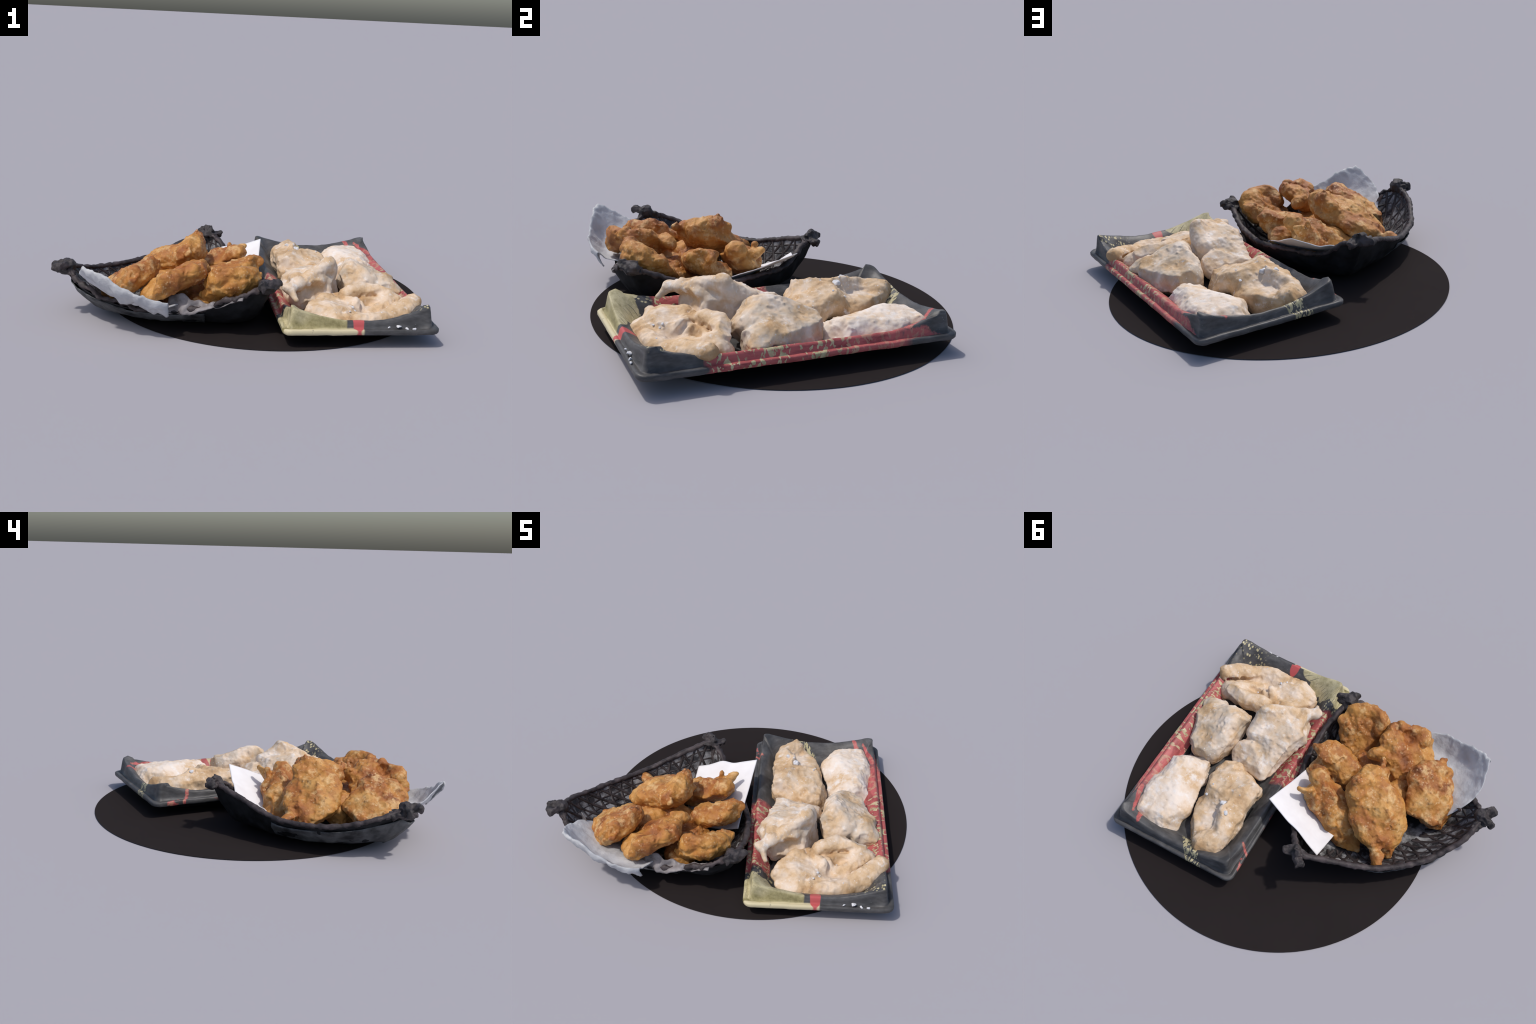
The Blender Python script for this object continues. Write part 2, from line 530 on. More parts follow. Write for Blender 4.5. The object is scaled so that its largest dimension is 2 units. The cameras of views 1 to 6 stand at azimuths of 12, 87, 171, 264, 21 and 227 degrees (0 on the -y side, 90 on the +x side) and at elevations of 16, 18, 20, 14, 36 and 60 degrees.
def build_tray():
    root = empty("serving_tray", "rectangular black foam tray, red and gold print", "food tray", TRAY_LOC, TRAY_ROT)
    HX, HY = 0.3965, 0.749
    # (inset, z as a function of crest height H, corner radius)
    prof = [
        (0.004, lambda H: 0.072, .045), (0.000, lambda H: 0.080, .045), (0.000, lambda H: 0.094, .045),
        (0.004, lambda H: 0.099, .045), (0.018, lambda H: 0.100, .042), (0.021, lambda H: 0.097, .040),
        (0.025, lambda H: 0.099, .040), (0.029, lambda H: 0.097 + 0.35 * (H - 0.097), .042),
        (0.033, lambda H: 0.097 + 0.75 * (H - 0.097), .045), (0.038, lambda H: H - 0.004, .05),
        (0.044, lambda H: H, .055), (0.050, lambda H: H - 0.003, .055),
        (0.064, lambda H: H - 0.010, .06), (0.085, lambda H: 0.72 * (H - 0.13) + 0.106, .07),
        (0.110, lambda H: 0.5 * (H - 0.13) + 0.082, .08), (0.135, lambda H: 0.058, .09), (0.16, lambda H: 0.045, .09),
        (0.19, lambda H: 0.042, .09), (0.27, lambda H: 0.042, .09)]
    rows = []
    for ins, zf, r in prof:
        P = rounded_rect(HX - ins, HY - ins, r)
        Q = rounded_rect(HX - 0.044, HY - 0.044, 0.055)
        H = crest_height(Q[:, 0], Q[:, 1])
        rows.append(np.c_[P, zf(H) + 0 * H])
    V = np.stack(rows, 0)
    n = V.shape[1]
    dz = 0.0022 * fbm(V, 22, 3, 3)
    V[..., 2] += dz
    # hollow pockets pressed into the outer faces beside every corner
    wall = np.array([max(0.0, 1 - abs(p[0] - 0.033) / 0.014) for p in prof])[:, None]
    for su in (-1, 1):
        for sv in (-1, 1):
            for pu, pv, dx, dy in ((su * .372, sv * .655, -su, 0), (su * .300, sv * .722, 0, -sv)):
                g = np.exp(-(((V[..., 0] - pu) / (.02 if dx else .045)) ** 2 + ((V[..., 1] - pv) / (.02 if dy else .045)) ** 2))
                V[..., 0] += dx * 0.016 * wall * g
                V[..., 1] += dy * 0.016 * wall * g
                V[..., 2] -= 0.012 * wall * g
    V = V.reshape(-1, 3)
    F = [f for f in grid_faces(len(prof), n, wrap_v=True)]
    F.append(tuple((len(prof) - 1) * n + k for k in range(n)))
    F = [f[::-1] for f in F[:-1]] + [F[-1]]
    shell = mesh_obj("tray_shell", V, F, M_TRAY, root)
    # underside: black body below the rim
    up = [(0.006, 0.0715, .045), (0.060, 0.083, .05), (0.122, 0.070, .06), (0.146, 0.046, .07), (0.152, 0.012, .08), (0.162, 0.002, .09), (0.24, 0.002, .09)]
    rows = []
    for ins, z, r in up:
        P = rounded_rect(HX - ins, HY - ins, r)
        rows.append(np.c_[P, np.full(len(P), z)])
    U = np.stack(rows, 0)
    amp = np.array([0, 1, 1, 1, 1, 0, 0])[:, None]
    w = fbm(U, 12, 4, 9)
    U[..., :2] += (U[..., :2] / np.linalg.norm(U[..., :2], axis=-1, keepdims=True)) * (amp * 0.012 * w)[..., None]
    n = U.shape[1]
    U = U.reshape(-1, 3)
    F = grid_faces(len(up), n, wrap_v=True)
    F.append(tuple(reversed([(len(up) - 1) * n + k for k in range(n)])))
    mesh_obj("tray_underside", U, F, M_UNDER, root)
    # lumps of flour on the rim
    parts = []
    for i, (u, v, z, r) in enumerate([(.13, -.735, .106, .012), (.185, -.730, .112, .012), (.225, -.740, .106, .015), (.26, -.740, .104, .011), (.33, -.63, .165, .009), (.26, -.66, .125, .008), (-.29, -.655, .125, .008), (.31, -.58, .13, .007)]):
        parts.append(lump([ell((u, v, z), (r * 1.3, r * .7, r * .7))], h=0.0035, relief=[("f", r * 0.4, 60, 2)], seed=i, facets=6, facet_depth=(0.1 * r, 0.5 * r), facet_k=0.002))
    V, F = join([(v, f.tolist()) for v, f in parts])
    o = mesh_obj("flour_lump", V, F, M_FLOUR, root)
    o["kind"] = "stuff"
    return root

# ------------------------------------------------------------------ floured pieces (in the tray's frame)
def to_world(P):
    c, s = math.cos(TRAY_ROT), math.sin(TRAY_ROT)
    P = np.asarray(P)
    return np.stack([TRAY_LOC[0] + P[..., 0] * c - P[..., 1] * s, TRAY_LOC[1] + P[..., 0] * s + P[..., 1] * c, P[..., 2]], -1)

WHITE_RELIEF = [("f", 0.010, 6, 2), ("ridge", 0.011, 7, 1), ("ridge", 0.0030, 15, 2), ("lump", 0.006, 19, 1), ("f", 0.002, 45, 2), ("lump", 0.005, 60, 1)]

def build_floured():
    pieces = []
    # front piece: folded lobe, cup behind it, long curled strip
    prims = [ell((-.10, -.475, .088), (.150, .125, .072)), cap((-.12, -.40, .130), (-.03, -.385, .135), .036, .034), cap((-.06, -.40, .130), (.015, -.46, .125), .042, .036),
             ell((-.03, -.575, .080), (.21, .075, .036)), ell((.16, -.40, .080), (.125, .085, .045)),
             cap((.01, -.35, .135), (.10, -.305, .152), .042, .040), cap((.10, -.305, .152), (.215, -.325, .178), .040, .034), cap((.225, -.33, .165), (.21, -.39, .12), .034, .032),
             ell((.265, -.36, .10), (.045, .055, .045)), cap((-.16, -.53, .095), (-.225, -.53, .100), .045, .030), ell((.13, -.57, .085), (.12, .045, .030)), ell((.12, -.490, .076), (.11, .07, .032)), ell((.17, -.42, .085), (.125, .085, .040)), ell((.03, -.45, .09), (.06, .07, .05))]
    prims += chain([(-.12, -.585, .082), (0, -.615, .082), (.14, -.595, .086), (.25, -.545, .108), (.352, -.458, .138)], [.032, .036, .036, .034, .034])
    prims += chain([(.12, -.565, .088), (.24, -.515, .106), (.338, -.440, .136)], [.030, .030, .032])
    cuts = chain([(.06, -.530, .128), (.14, -.522, .122), (.23, -.475, .120), (.300, -.425, .120)], [.010, .018, .026, .034]) + [ell((.118, -.42, .160), (.060, .040, .066)), cap((-.075, -.385, .172), (.0, -.475, .165), .011), cap((.035, -.40, .18), (.060, -.50, .118), .018), cap((-.20, -.50, .165), (-.10, -.545, .142), .010)]
    pieces.append(("floured_chicken_piece", prims, [], cuts, 0.016, (1, 0.02, -0.03, 0.0), "folded floured chicken piece with a long curled strip"))
    # middle right, a blocky lump, highest at its left edge
    prims = [ell((.13, -.07, .128), (.135, .17, .118)), ell((.225, -.06, .115), (.115, .155, .098)), ell((.17, .06, .11), (.13, .10, .095)), ell((.258, -.205, .10), (.085, .08, .078)),
             cap((.035, -.185, .185), (.075, -.09, .205), .045, .048), ell((.05, -.20, .12), (.06, .07, .08))]
    pieces.append(("floured_chicken_piece", prims, [], [cap((.05, -.275, .13), (.25, -.29, .11), .02)], 0.022, (2, 0.02, 0.0, 0.55), "blocky lumpy floured chicken piece, cream and grey"))
    # middle left, tall slab with a sharp ridge over a hollow front
    prims = [ell((-.20, -.19, .185), (.15, .18, .062), frame((1, .15, .12), (-.12, .30, 1))), ell((-.15, -.19, .12), (.14, .17, .10)),
             ell((-.09, .0, .11), (.095, .10, .075)), ell((-.25, -.17, .14), (.085, .20, .085)), ell((-.21, .03, .10), (.09, .10, .07)), cap((-.20, -.37, .09), (-.06, -.29, .1), .045, .05)]
    spikes = [cap((-.320, -.410, .205), (-.21, -.335, .232), .030, .028), cap((-.21, -.335, .232), (-.080, -.243, .284), .028, .026), cap((-.315, -.41, .2), (-.288, -.468, .160), .026, .012),
              cap((-.080, -.240, .275), (-.06, -.12, .19), .035, .04), cap((-.27, -.36, .22), (-.24, -.2, .20), .04, .05)]
    cuts = [ell((-.135, -.395, .170), (.105, .055, .055), frame((1, .7, 0), (0, 0, 1))), cap((-.26, -.45, .13), (-.20, -.42, .15), .022)]
    pieces.append(("floured_chicken_piece", prims, spikes, cuts, 0.022, (3, 0.0, 0.03, 0.35), "tall floured chicken slab with a sharp ridge"))
    # back right, smooth white loaf
    prims = [ell((.18, .42, .095), (.155, .24, .088)), ell((.21, .22, .082), (.095, .085, .068)), ell((.12, .25, .088), (.08, .10, .066)), ell((.2, .58, .092), (.12, .085, .072)),
             ell((.25, .48, .092), (.085, .15, .070)), ell((.12, .60, .085), (.08, .06, .058)), ell((.22, .625, .088), (.09, .055, .066))]
    pieces.append(("floured_chicken_piece", prims, [], [], 0.03, (4, -0.02, 0.045, 0.0), "smooth loaf shaped floured chicken piece, nearly white"))
    # back left, long folded piece
    prims = [ell((-.13, .45, .085), (.150, .19, .056)), ell((-.18, .615, .125), (.088, .085, .070)), ell((-.125, .26, .130), (.135, .145, .092)), ell((-.02, .165, .115), (.09, .10, .076)),
             ell((-.18, .20, .105), (.10, .085, .08)), cap((-.215, .22, .148), (-.205, .40, .150), .062, .062), cap((-.205, .40, .150), (-.22, .56, .130), .062, .052), cap((-.10, .60, .09), (-.04, .54, .085), .042, .03)]
    cuts = [cap((-.20, .545, .205), (-.06, .42, .195), .010), cap((-.26, .45, .19), (-.10, .36, .222), .007), cap((-.12, .08, .16), (-.08, .12, .17), .030)]
    pieces.append(("floured_chicken_piece", prims, [], cuts, 0.024, (5, 0.05, -0.01, 0.15), "long folded floured chicken piece, cream and tan"))
    for i, (name, prims, spikes, cuts, k, (seed, tan, white, grey), label) in enumerate(pieces):
        V, F = lump(prims, h=0.0045, k=k, cuts=cuts, spikes=spikes, relief=WHITE_RELIEF, seed=20 + seed, warp=0.012, warp_f=7, floor=0.044, facets=14 if seed > 1 else 5, facet_depth=(0.002, 0.020), facet_k=0.003)
        W = to_world(V)
        loc = (*W[:, :2].mean(0), W[:, 2].min())
        o = mesh_obj(name, W, F, floured_material(seed, tan, white, grey), None, loc)
        o["label"], o["category"] = label, "battered chicken"
        if seed in (1, 5):
            parts = []
            spots = [(-.145, .385, .024), (-.185, .435, .021), (-.152, .402, .010), (-.03, .31, .009), (-.02, .37, .013), (-.20, .30, .008)] if seed == 5 else [(-.028, -.568, .010), (.005, -.55, .012), (-.005, -.535, .009), (.13, -.60, .006), (.10, -.43, .011)]
            for j, (u, v, r) in enumerate(spots):
                z = V[np.argsort((V[:, 0] - u) ** 2 + (V[:, 1] - v) ** 2)[:12], 2].max()
                parts.append(lump([ell((u, v, z), (r, r * .8, r * .6))], h=0.0028, relief=[("f", r * .15, 50, 2)], seed=60 + j, facets=6, facet_depth=(0.05 * r, 0.35 * r), facet_k=0.0015))
            FV, FF = join([(to_world(v), f.tolist()) for v, f in parts])
            fo = mesh_obj("flour_lump", FV - np.array(loc), FF, M_FLOUR, o)
            fo["kind"] = "stuff"

# ------------------------------------------------------------------ fried pieces
FRIED_RELIEF = [("f", 0.009, 7, 2), ("ridge", 0.009, 9, 2), ("lump", 0.011, 17, 1), ("dent", 0.008, 13, 1), ("f", 0.002, 40, 2), ("lump", 0.008, 46, 1), ("ridge", 0.0022, 38, 2)]

def slab(O, L, N, blobs):
    A = frame(L, N)
    O = np.array(O, float)
    return [ell(O + np.array(b[:3]) @ A, b[3:], A) for b in blobs], A

def build_fried():
    out = []
    # big centre slab
    p, A = slab((-.495, -.265, .212), (-.76, .41, -.50), (-.444, .227, .862),
                [(0, 0, 0.014, .21, .150, .080), (-.13, -.02, .008, .13, .14, .078), (.16, .03, .008, .11, .105, .062), (.25, .0, -.01, .05, .04, .035), (.05, .10, .005, .12, .075, .06)])
    sp = chain([(-.375, -.43, .318), (-.355, -.36, .346), (-.350, -.27, .348), (-.372, -.215, .315)], [.038, .040, .040, .042]) + [ell((-.40, -.22, .25), (.06, .05, .07)), cap((-.38, -.42, .32), (-.345, -.455, .332), .034, .026), cap((-.69, -.11, .13), (-.715, -.085, .12), .028, .018)]
    out.append((p, sp, [], 1, 0.0, 0.0, "large oblong fried chicken piece, rough golden brown crust"))
    # slab towards the tray, with a small stalk
    p, A = slab((-.335, -.105, .142), (-.88, .10, -.45), (-.36, .36, .86),
                [(0, 0, 0, .21, .115, .064), (-.13, -.01, .005, .11, .12, .070), (.12, .0, -.01, .12, .095, .055), (.22, .0, -.01, .055, .05, .04)])
    sp = [ell((-.150, -.140, .268), (.055, .06, .042)), cap((-.27, -.10, .225), (-.38, -.045, .17), .035, .03), cap((-.215, -.06, .25), (-.218, -.052, .296), .016, .011), cap((-.18, -.05, .25), (-.135, .0, .272), .036, .014)]
    out.append((p, sp, [], 2, 0.0, 0.03, "long fried chicken piece with a tiny stalk"))
    # left slab
    p, A = slab((-.615, -.590, .192), (-.74, .45, -.50), (-.57, .04, .82),
                [(0, 0, 0, .19, .15, .058), (-.08, .02, .0, .12, .14, .058), (.11, .0, .0, .10, .12, .05), (-.12, -.09, 0, .06, .06, .045)])
    sp = chain([(-.585, -.742, .232), (-.525, -.69, .270), (-.498, -.63, .286), (-.488, -.55, .282)], [.030, .034, .036, .034]) + [cap((-.55, -.74, .225), (-.526, -.775, .238), .026, .018)]
    out.append((p, sp, [], 3, 0.0, 0.05, "flat fried chicken piece flecked with pale crust"))
    # front slab with dent and knob
    p, A = slab((-.335, -.66, .245), (-.74, -.56, -.40), (-.55, -.1, .83),
                [(0, 0, 0, .16, .13, .045), (-.07, .02, .0, .09, .11, .048), (.10, .0, .0, .085, .12, .045), (.02, -.10, -.02, .12, .09, .045)])
    sp = chain([(-.200, -.672, .330), (-.235, -.715, .328), (-.30, -.772, .304), (-.375, -.815, .240)], [.028, .030, .030, .030]) + [cap((-.31, -.56, .24), (-.265, -.515, .265), .045, .040), cap((-.265, -.515, .265), (-.245, -.50, .27), .04, .034), cap((-.215, -.66, .315), (-.205, -.675, .335), .034, .026),
          ell((-.34, -.785, .268), (.06, .05, .042))]
    cuts = [ell(np.array((-.318, -.70, .318)), (.055, .045, .040), A)]
    out.append((p, sp, cuts, 4, 0.0, -0.02, "fried chicken piece with a deep hollow and a knob"))
    # round slab near the front right corner
    p, A = slab((-.062, -.582, .198), (-.62, .45, -.60), (-.50, .40, .77),
                [(0, 0, 0, 0.16, .155, .050), (-.06, .0, .01, .11, .13, .052), (.11, .0, -.01, .095, .115, .05)])
    sp = chain([(.045, -.600, .296), (.0, -.640, .304), (-.085, -.685, .285), (-.145, -.645, .250)], [.034, .035, .034, .034])
    out.append((p, sp, [], 5, 0.12, 0.0, "round flat fried chicken piece, amber crust"))
    # small piece between
    p, A = slab((-.125, -.322, .205), (-.93, -.25, -.25), (-.30, .35, .88),
                [(0, 0, 0, .145, .095, .060), (-.07, .0, .01, .08, .09, .062), (.08, -.01, -.005, .08, .085, .06)])
    sp = [cap((-.03, -.31, .27), (-.027, -.332, .300), .036, .022), cap((-.03, -.28, .25), (.008, -.275, .268), .033, .018), ell((-.07, -.22, .18), (.07, .06, .06))]
    out.append((p, sp, [], 6, 0.05, 0.03, "small two horned fried chicken piece"))
    # pieces at the bottom of the heap
    out.append(([ell((-.27, -.50, .135), (.14, .10, .075)), ell((-.18, -.45, .12), (.10, .10, .06)), ell((-.20, -.60, .12), (.10, .10, .06))], [], [], 7, 0.0, -0.03, "dark fried chicken piece under the heap"))
    out.append(([ell((-.36, -.34, .12), (.14, .12, .08)), ell((-.49, -.43, .135), (.11, .11, .085)), ell((-.44, -.56, .13), (.10, .08, .08))], [], [], 8, 0.0, -0.03, "broad fried chicken piece under the heap"))
    for p, sp, cuts, seed, amber, crust, label in out:
        V, F = lump(p, h=0.0045, k=0.018, cuts=cuts, spikes=sp, relief=FRIED_RELIEF, seed=200 + 7 * seed, warp=0.014, warp_f=10, facets=12 if seed == 1 else 8, facet_depth=(0.001, 0.022 if seed == 1 else 0.016), facet_k=0.007, floor=hull_height)
        loc = (*V[:, :2].mean(0), V[:, 2].min())
        o = mesh_obj("fried_chicken_piece", V, F, fried_material(seed, amber, crust), None, loc)
        o["label"], o["category"] = label, "fried chicken"

# ------------------------------------------------------------------ the three cornered basket
K1, K2, K3 = (-.918, -.672, .258), (-.418, .262, .268), (.135, -.655, .258)
SIDE_A = [K1, (-.937, -.526, .215), (-.909, -.405, .178), (-.869, -.28, .157), (-.806, -.165, .148), (-.732, -.055, .152), (-.645, .042, .180), (-.553, .131, .218), (-.475, .212, .248), K2]
SIDE_B = [K2, (-.334, .202, .240), (-.268, .146, .178), (-.189, .072, .158), (-.114, -.021, .152), (-.043, -.107, .150), (.035, -.215, .147), (.080, -.332, .164), (.113, -.442, .190), (.128, -.555, .227), K3]
SIDE_C = [K3, (.070, -.712, .234), (0, -.740, .208), (-.072, -.746, .178), (-.15, -.747, .147), (-.24, -.752, .125), (-.35, -.775, .115), (-.5, -.795, .122), (-.65, -.795, .150), (-.78, -.765, .190), (-.87, -.715, .228), K1]
LOBES = [((-.934, -.748, .292), (-.978, -.668, .278), K1, SIDE_A[1], SIDE_C[-2]), ((-.360, .278, .270), (-.482, .285, .283), K2, SIDE_B[1], SIDE_A[-2]), ((.180, -.618, .278), (.140, -.705, .282), K3, SIDE_C[1], SIDE_B[-2])]

def rim_loop(n_side=70):
    """closed rim, counter-clockwise seen from above is K1 -> K3 -> K2; returned K1 -> K2 -> K3"""
    pts = [catmull(s, n_side + 1)[:-1] for s in (SIDE_A, SIDE_B, SIDE_C)]
    return np.vstack(pts)

BOT_C = np.array([-.41, -.36])
HULL_K = 0.53
HULL_E, HULL_Z = 0.62, 1.7
HULL_SHIFT = np.array([.045, .045])

def basket_surface(t, s, drop=0.0):
    """t along the rim (0..1), s from the bottom ring 0 to the rim 1"""
    R = rim_loop()
    n = len(R)
    f = (np.asarray(t) % 1.0) * n
    i = np.floor(f).astype(int) % n
    w = (f - np.floor(f))[..., None]
    P = R[i] * (1 - w) + R[(i + 1) % n] * w
    s = np.asarray(s)[..., None]
    zb = 0.012
    k = HULL_K + (1 - HULL_K) * s ** HULL_E
    xy = BOT_C + (P[..., :2] - BOT_C) * k + HULL_SHIFT * (1 - s)
    z = zb + (P[..., 2:] - 0.004 - zb) * s ** HULL_Z
    z = z - drop
    return np.concatenate([xy, z], -1)

def hull_height(xy):
    """height of the inside of the basket wall over a point"""
    R = rim_loop(40)
    rel = R[:, :2] - BOT_C
    th, rr = np.arctan2(rel[:, 1], rel[:, 0]), np.linalg.norm(rel, axis=1)
    o = np.argsort(th)
    s = np.full(len(xy), 0.5)
    for _ in range(6):
        q = xy - BOT_C - HULL_SHIFT * (1 - np.clip(s, 0, 1))[:, None]
        a, r = np.arctan2(q[:, 1], q[:, 0]), np.linalg.norm(q, axis=1)
        r0 = np.interp(a, th[o], rr[o], period=2 * math.pi)
        s = np.clip((r / r0 - HULL_K) / (1 - HULL_K), 0, 1.2) ** (1 / HULL_E)
    z0 = np.interp(a, th[o], R[o, 2], period=2 * math.pi)
    h = 0.012 + (z0 - 0.016) * np.clip(s, 0, 1) ** HULL_Z + 0.018
    return np.where(s > 0.97, -1.0, h)

def build_basket():
    root = empty("woven_basket", "three cornered dark plastic basket, woven bamboo pattern", "food basket", (-.41, -.36, 0))
    off = np.array([-.41, -.36, 0])
    nt, ns = 300, 26
    t, s = np.meshgrid(np.arange(nt) / nt, np.linspace(0, 1, ns), indexing="ij")
    P = basket_surface(t, s)
    out_dir = P[..., :2] - BOT_C
    out_dir /= np.linalg.norm(out_dir, axis=-1, keepdims=True)
    def shell(outset, name, mat, rough, s_lo=0, flip=False, seed=0, lift=0.0):
        Q = P.copy()
        w = rough * fbm(Q, 13, 4, seed)
        Q[..., :2] += out_dir * (outset + w * np.sin(np.pi * np.clip(s, 0, 1)))[..., None]
        Q[..., 2] += lift
        V = (Q - off).reshape(-1, 3)
        F = grid_faces(nt, ns, wrap_u=True)
        c = [i * ns for i in range(nt)]
        F = F + [tuple(reversed(c))]
        if flip:
            F = [f[::-1] for f in F]
        return mesh_obj(name, V, F, mat, root)
    shell(0.015, "outer_wall", M_WALL, 0.010, seed=4)
    shell(-0.004, "inner_panel", M_PANEL, 0.003, seed=5, flip=True, lift=0.007)
    # woven straps: two diagonals and level rings
    parts = []
    def ribbon(ts, ss, width, lift):
        C = basket_surface(ts, ss)
        e = 1e-3
        du = basket_surface(ts + e, ss) - basket_surface(ts - e, ss)
        dv = basket_surface(ts, np.minimum(ss + e, 1)) - basket_surface(ts, np.maximum(ss - e, 0))
        N = np.cross(dv, du)
        N /= np.linalg.norm(N, axis=1)[:, None]
        N *= np.sign((N[:, :2] * (BOT_C - C[:, :2])).sum(1) + 1e-9)[:, None]
        T = np.gradient(C, axis=0)
        T /= np.linalg.norm(T, axis=1)[:, None]
        B = np.cross(N, T)
        C = C + np.array([0, 0, 0.007])
        wv = width * (1 + 0.25 * fbm(C, 30, 2, 8))
        prof = [(-1, -.004), (-.8, lift), (0, lift + .0025), (.8, lift), (1, -.004)]
        V = np.stack([C + B * (a * wv / 2)[:, None] + N * n for a, n in prof], 1)
        m = len(prof)
        return V.reshape(-1, 3), grid_faces(len(C), m)
    nd = 40
    ss = np.linspace(0.12, 0.97, 22)
    for i in range(nd):
        for sg in (-1, 1):
            parts.append(ribbon(i / nd + sg * 0.050 * (ss - 0.5) + 0.002 * np.sin(i * 5.1), ss, 0.019, 0.004 if sg > 0 else 0.006))
    for sv in (0.40, 0.58, 0.74, 0.88):
        tt = np.linspace(0, 1, 240)
        parts.append(ribbon(tt, sv + 0.012 * np.sin(tt * 90), 0.012, 0.003))
    V, F = join(parts)
    st = mesh_obj("woven_strap", V - off, F, M_STRAP, root)
    st["kind"] = "stuff"
    # rim rods
    for i, (side, r, rough) in enumerate(((SIDE_A, 0.0165, 0.004), (SIDE_B, 0.0165, 0.005), (SIDE_C, 0.014, 0.009))):
        path = catmull(side, 130)
        if i == 2:
            path[:, 2] += 0.008 * np.sin(np.linspace(0, 40, 130)) * np.sin(np.linspace(0, math.pi, 130))
            path[:, 1] += 0.007 * np.sin(np.linspace(0, 31, 130)) * np.sin(np.linspace(0, math.pi, 130))
        rr = r * (1 + 0.05 * np.sin(np.linspace(0, 60, 130)) ** 8)
        V, F = tube(path, rr, 14, 0.8, rough, 11 + i)
        mesh_obj("rim_rod", V - off, F, M_ROD, root)
    # crossing rod ends at the corners
    for i, (a, b, k, pa, pb) in enumerate(LOBES):
        a, b, k, pa, pb = (np.array(q) for q in (a, b, k, pa, pb))
        a, b = k + 0.84 * (a - k) - (0, 0, .010), k + 0.84 * (b - k) - (0, 0, .010)
        pr = [cap(k + 0.45 * (pa - k), k, .0165, .020), cap(k + 0.45 * (pb - k), k, .0155, .020), cap(k, a, .021, .018), cap(k, b, .021, .018),
              ell(a, (.020, .026, .018)), ell(b, (.026, .020, .018)), ell(k - (0, 0, .004), (.027, .027, .025))]
        V, F = lump(pr, h=0.004, k=0.022, relief=[("f", 0.007, 22, 3), ("ridge", 0.006, 26, 2)], seed=70 + i, warp=0.014, warp_f=22)
        mesh_obj("corner_knot", V - off, F, M_KNOT, root)
    # ragged skin over the outer wall, coloured lighter where sky light falls on it
    t = np.linspace(2 / 3 + 0.10, 1.21, 120)
    sv = np.linspace(0.34, 0.90, 14)
    tt, ss2 = np.meshgrid(t, sv, indexing="ij")
    G = basket_surface(tt, ss2 + 0.10 * fbm(np.stack([tt * 9, ss2 * 0, ss2 * 0], -1), 3, 3, 5) * (1 - ss2))
    G[..., 2] -= 0.014 * np.exp(-((tt - 0.985) / 0.035) ** 2)
    G[..., 2] = np.maximum(G[..., 2], 0.010)
    od = G[..., :2] - BOT_C
    od /= np.linalg.norm(od, axis=-1, keepdims=True)
    G[..., :2] += od * (0.018 + 0.012 * fbm(G, 14, 3, 6))[..., None]
    V, F = sheet(G, 0.005)
    mesh_obj("painted_light_skin", V - off, F, M_WALL_LIGHTENED, root)
    return root

def sheet(G, th):
    """closed thin slab from a grid of points"""
    nu, nv = G.shape[:2]
    du, dv = np.gradient(G, axis=0), np.gradient(G, axis=1)
    N = np.cross(du, dv)
    N /= np.linalg.norm(N, axis=-1, keepdims=True) + 1e-12
    A, B = G + N * th / 2, G - N * th / 2
    m = nu * nv
    F = grid_faces(nu, nv)
    F = F + [tuple(m + i for i in f[::-1]) for f in grid_faces(nu, nv)]
    b = [i * nv for i in range(nu)] + [(nu - 1) * nv + j for j in range(1, nv)] + [i * nv + nv - 1 for i in range(nu - 2, -1, -1)] + [j for j in range(nv - 2, 0, -1)]
    for i in range(len(b)):
        p, q = b[i], b[(i + 1) % len(b)]
        F.append((q, p, m + p, m + q))
    return np.vstack([A.reshape(-1, 3), B.reshape(-1, 3)]), F

def above_wall(G):
    """keep a sheet inside the basket clear of its wall and straps"""
    H = G.copy()
    h = hull_height(G[..., :2].reshape(-1, 2)).reshape(G.shape[:2]) + 0.008
    H[..., 2] = np.maximum(H[..., 2], h)
    return H

def over_rim(G, clear=0.018, reach=0.09):
    """lift a sheet so that it drapes over the rim rod instead of cutting through it"""
    R = rim_loop(50)
    d = np.linalg.norm(G[..., None, :2] - R[:, :2], axis=-1)
    i = d.argmin(-1)
    dm = np.take_along_axis(d, i[..., None], -1)[..., 0]
    need = np.clip(R[i][..., 2] + clear - G[..., 2], 0, None)
    near = dm < 0.03
    lift = np.zeros(dm.shape)
    P, Nd = G[near], need[near]
    if len(P):
        dd = np.linalg.norm(G[..., None, :2] - P[:, :2], axis=-1)
        lift = (Nd * np.clip(1 - dd / reach, 0, 1) ** 2 * (3 - 2 * np.clip(1 - dd / reach, 0, 1))).max(-1)
    H = G.copy()
    H[..., 2] += lift
    return H

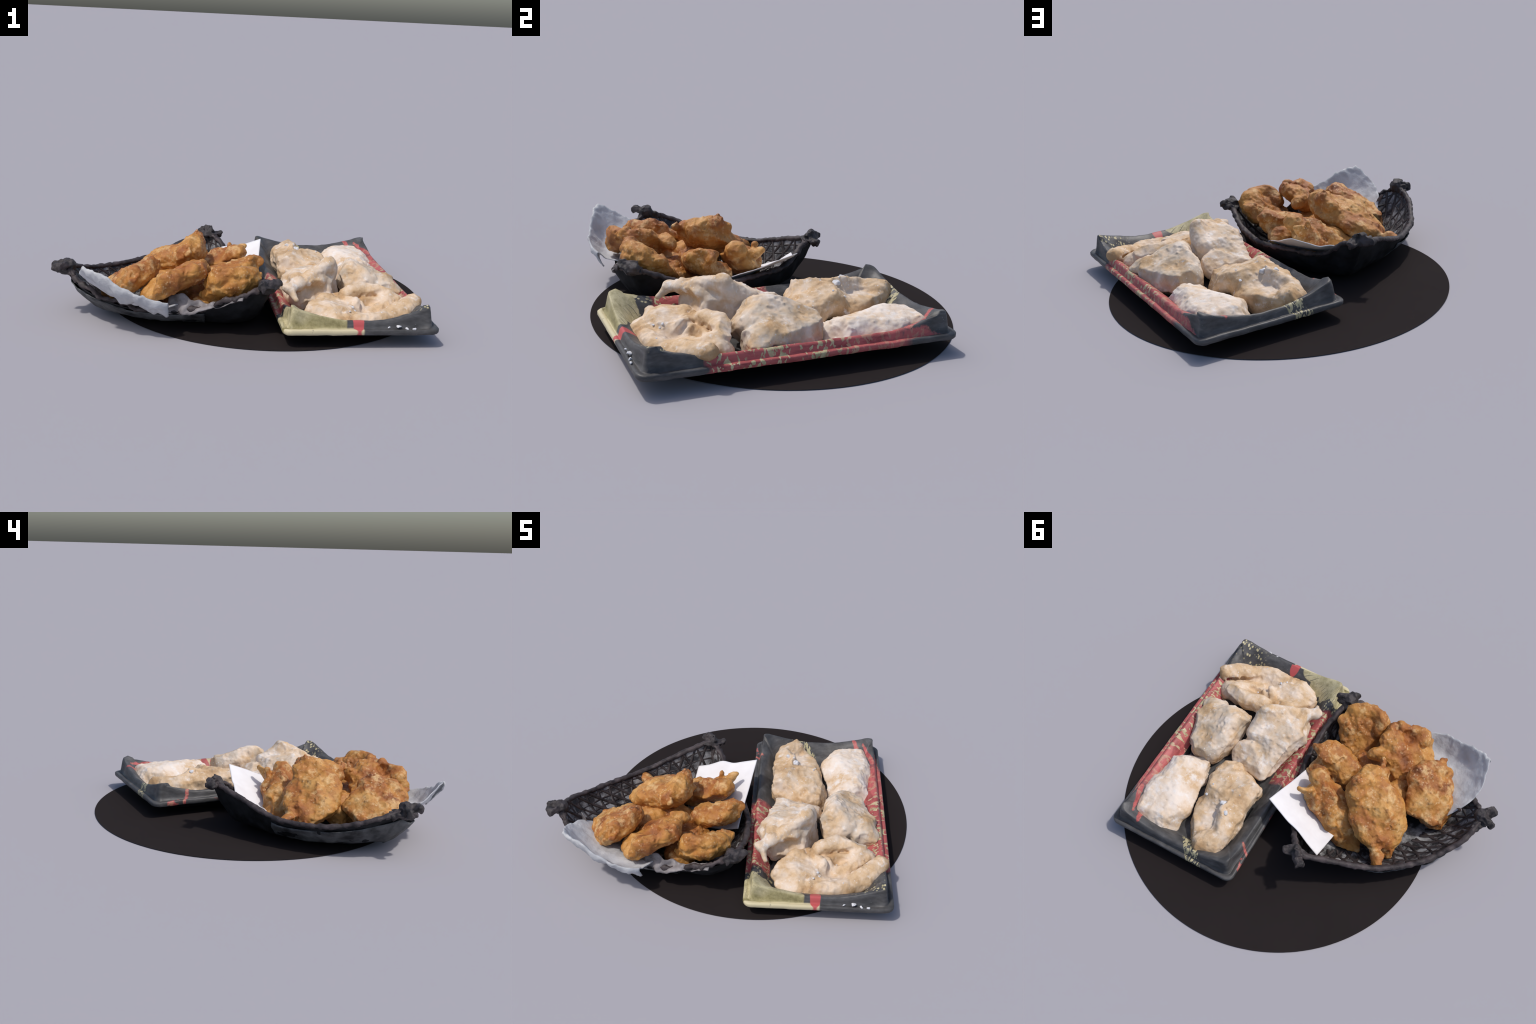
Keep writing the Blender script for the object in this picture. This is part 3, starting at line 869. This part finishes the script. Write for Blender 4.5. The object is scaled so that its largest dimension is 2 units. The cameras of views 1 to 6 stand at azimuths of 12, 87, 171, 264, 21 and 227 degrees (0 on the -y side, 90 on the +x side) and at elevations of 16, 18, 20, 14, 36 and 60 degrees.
def build_paper():
    # sheet under the pieces, corner standing out over the rim next to the tray
    T, E, S, Q = (np.array(p) for p in ((-.073, .162, .286), (-.456, .140, .140), (.0, -.28, .112), (-.36, -.26, .035)))
    n = 40
    u, v = np.meshgrid(np.linspace(0, 1, n), np.linspace(0, 1, n), indexing="ij")
    G = (T * ((1 - u) * (1 - v))[..., None] + E * (u * (1 - v))[..., None] + S * ((1 - u) * v)[..., None] + Q * (u * v)[..., None])
    G[..., 2] -= 0.030 * np.sin(np.pi * u) * (0.15 + 0.85 * np.sqrt(v))
    G[..., 2] += 0.004 * fbm(G, 8, 2, 2)
    G = over_rim(above_wall(G))
    V, F = sheet(G, 0.004)
    o = mesh_obj("paper_sheet", V, F, M_PAPER, None, (-.2, -.1, .0))
    o["label"], o["category"] = "square white paper sheet lining the basket", "paper"
    # shade-tinted sheet folded outwards over the front rim
    edge = [(-.720, -.928, .344), (-.66, -.938, .325), (-.60, -.944, .302), (-.55, -.947, .283), (-.49, -.946, .260), (-.44, -.941, .241), (-.39, -.930, .220), (-.345, -.910, .202), (-.305, -.876, .197)]
    mid = [(-.783, -.826, .285), (-.72, -.85, .255), (-.65, -.87, .225), (-.59, -.88, .20), (-.53, -.88, .18), (-.47, -.875, .165), (-.41, -.86, .155), (-.36, -.845, .15), (-.31, -.825, .155)]
    rim = [(-.80, -.765, .245), (-.74, -.785, .220), (-.67, -.80, .190), (-.60, -.805, .170), (-.53, -.805, .158), (-.46, -.80, .150), (-.40, -.79, .145), (-.34, -.78, .145), (-.29, -.765, .15)]
    ins = [(-.79, -.665, .200), (-.72, -.675, .165), (-.65, -.68, .14), (-.58, -.685, .125), (-.52, -.685, .115), (-.46, -.68, .11), (-.40, -.675, .105), (-.34, -.67, .105), (-.29, -.665, .105)]
    bot = [(-.73, -.54, .10), (-.67, -.55, .085), (-.62, -.56, .06), (-.56, -.57, .055), (-.50, -.57, .055), (-.45, -.58, .055), (-.40, -.58, .055), (-.35, -.59, .055), (-.30, -.60, .055)]
    hang = [(-.726, -.934, .330), (-.66, -.938, .285), (-.60, -.940, .258), (-.55, -.940, .238), (-.49, -.938, .222), (-.44, -.932, .205), (-.39, -.92, .182), (-.345, -.902, .165), (-.305, -.870, .165)]
    tuck = [(-.716, -.925, .312), (-.645, -.910, .250), (-.595, -.898, .205), (-.55, -.895, .190), (-.49, -.893, .180), (-.44, -.888, .168), (-.39, -.88, .150), (-.345, -.865, .138), (-.31, -.840, .14)]
    nu = 64
    cols = [catmull(c, nu) for c in (bot, ins, rim, mid, edge, hang, tuck)]
    G = np.stack([catmull([c[i] for c in cols], 44) for i in range(nu)], 0)
    jag = np.clip((np.linspace(0, 1, 44) - 0.62) / 0.38, 0, 1)
    G[..., 2] += jag * 0.026 * fbm(G * np.array([1, 1, 0.2]), 16, 3, 12)
    G[..., 1] += 0.006 * fbm(G, 14, 3, 13) + 0.0035 * (1 - 2 * np.abs(fbm(G, 17, 2, 14)))
    G[..., 2] += 0.0035 * (1 - 2 * np.abs(fbm(G, 20, 2, 15)))
    G[:, :20] = above_wall(G[:, :20])
    G[:, :26] = over_rim(G[:, :26])
    V, F = sheet(G, 0.004)
    o = mesh_obj("paper_sheet", V, F, M_PAPER_G, None, (-.5, -.8, .05))
    o["label"], o["category"] = "creased white paper folded over basket rim", "paper"
    # crumpled soaked strip along the low front rim
    lo = catmull([(-.34, -.78, .115), (-.27, -.765, .105), (-.20, -.765, .11), (-.12, -.765, .14), (-.04, -.765, .17), (.04, -.75, .205)], 60)
    hi = catmull([(-.34, -.745, .185), (-.28, -.735, .205), (-.22, -.735, .175), (-.15, -.735, .165), (-.07, -.73, .195), (.04, -.71, .24)], 60)
    G = np.stack([lo + (hi - lo) * j / 9 for j in range(10)], 1)
    G[..., 1] += 0.022 * fbm(G, 14, 3, 31)
    G[..., 2] += 0.014 * fbm(G, 16, 3, 33)
    V, F = sheet(G, 0.004)
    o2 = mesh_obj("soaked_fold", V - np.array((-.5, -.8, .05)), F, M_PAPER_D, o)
    # pleat standing up inside the left corner
    a = catmull([(-.812, -.632, .228), (-.80, -.645, .185), (-.765, -.66, .13)], 20)
    b = catmull([(-.800, -.642, .228), (-.745, -.655, .155), (-.69, -.67, .11)], 20)
    G = np.stack([a + (b - a) * j / 6 for j in range(7)], 1)
    G[..., 0] += 0.01 * fbm(G, 25, 2, 41)
    V, F = sheet(G, 0.005)
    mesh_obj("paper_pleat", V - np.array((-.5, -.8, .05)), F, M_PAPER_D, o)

build_mat()
build_tray()
build_floured()
build_basket()
build_paper()
build_fried()
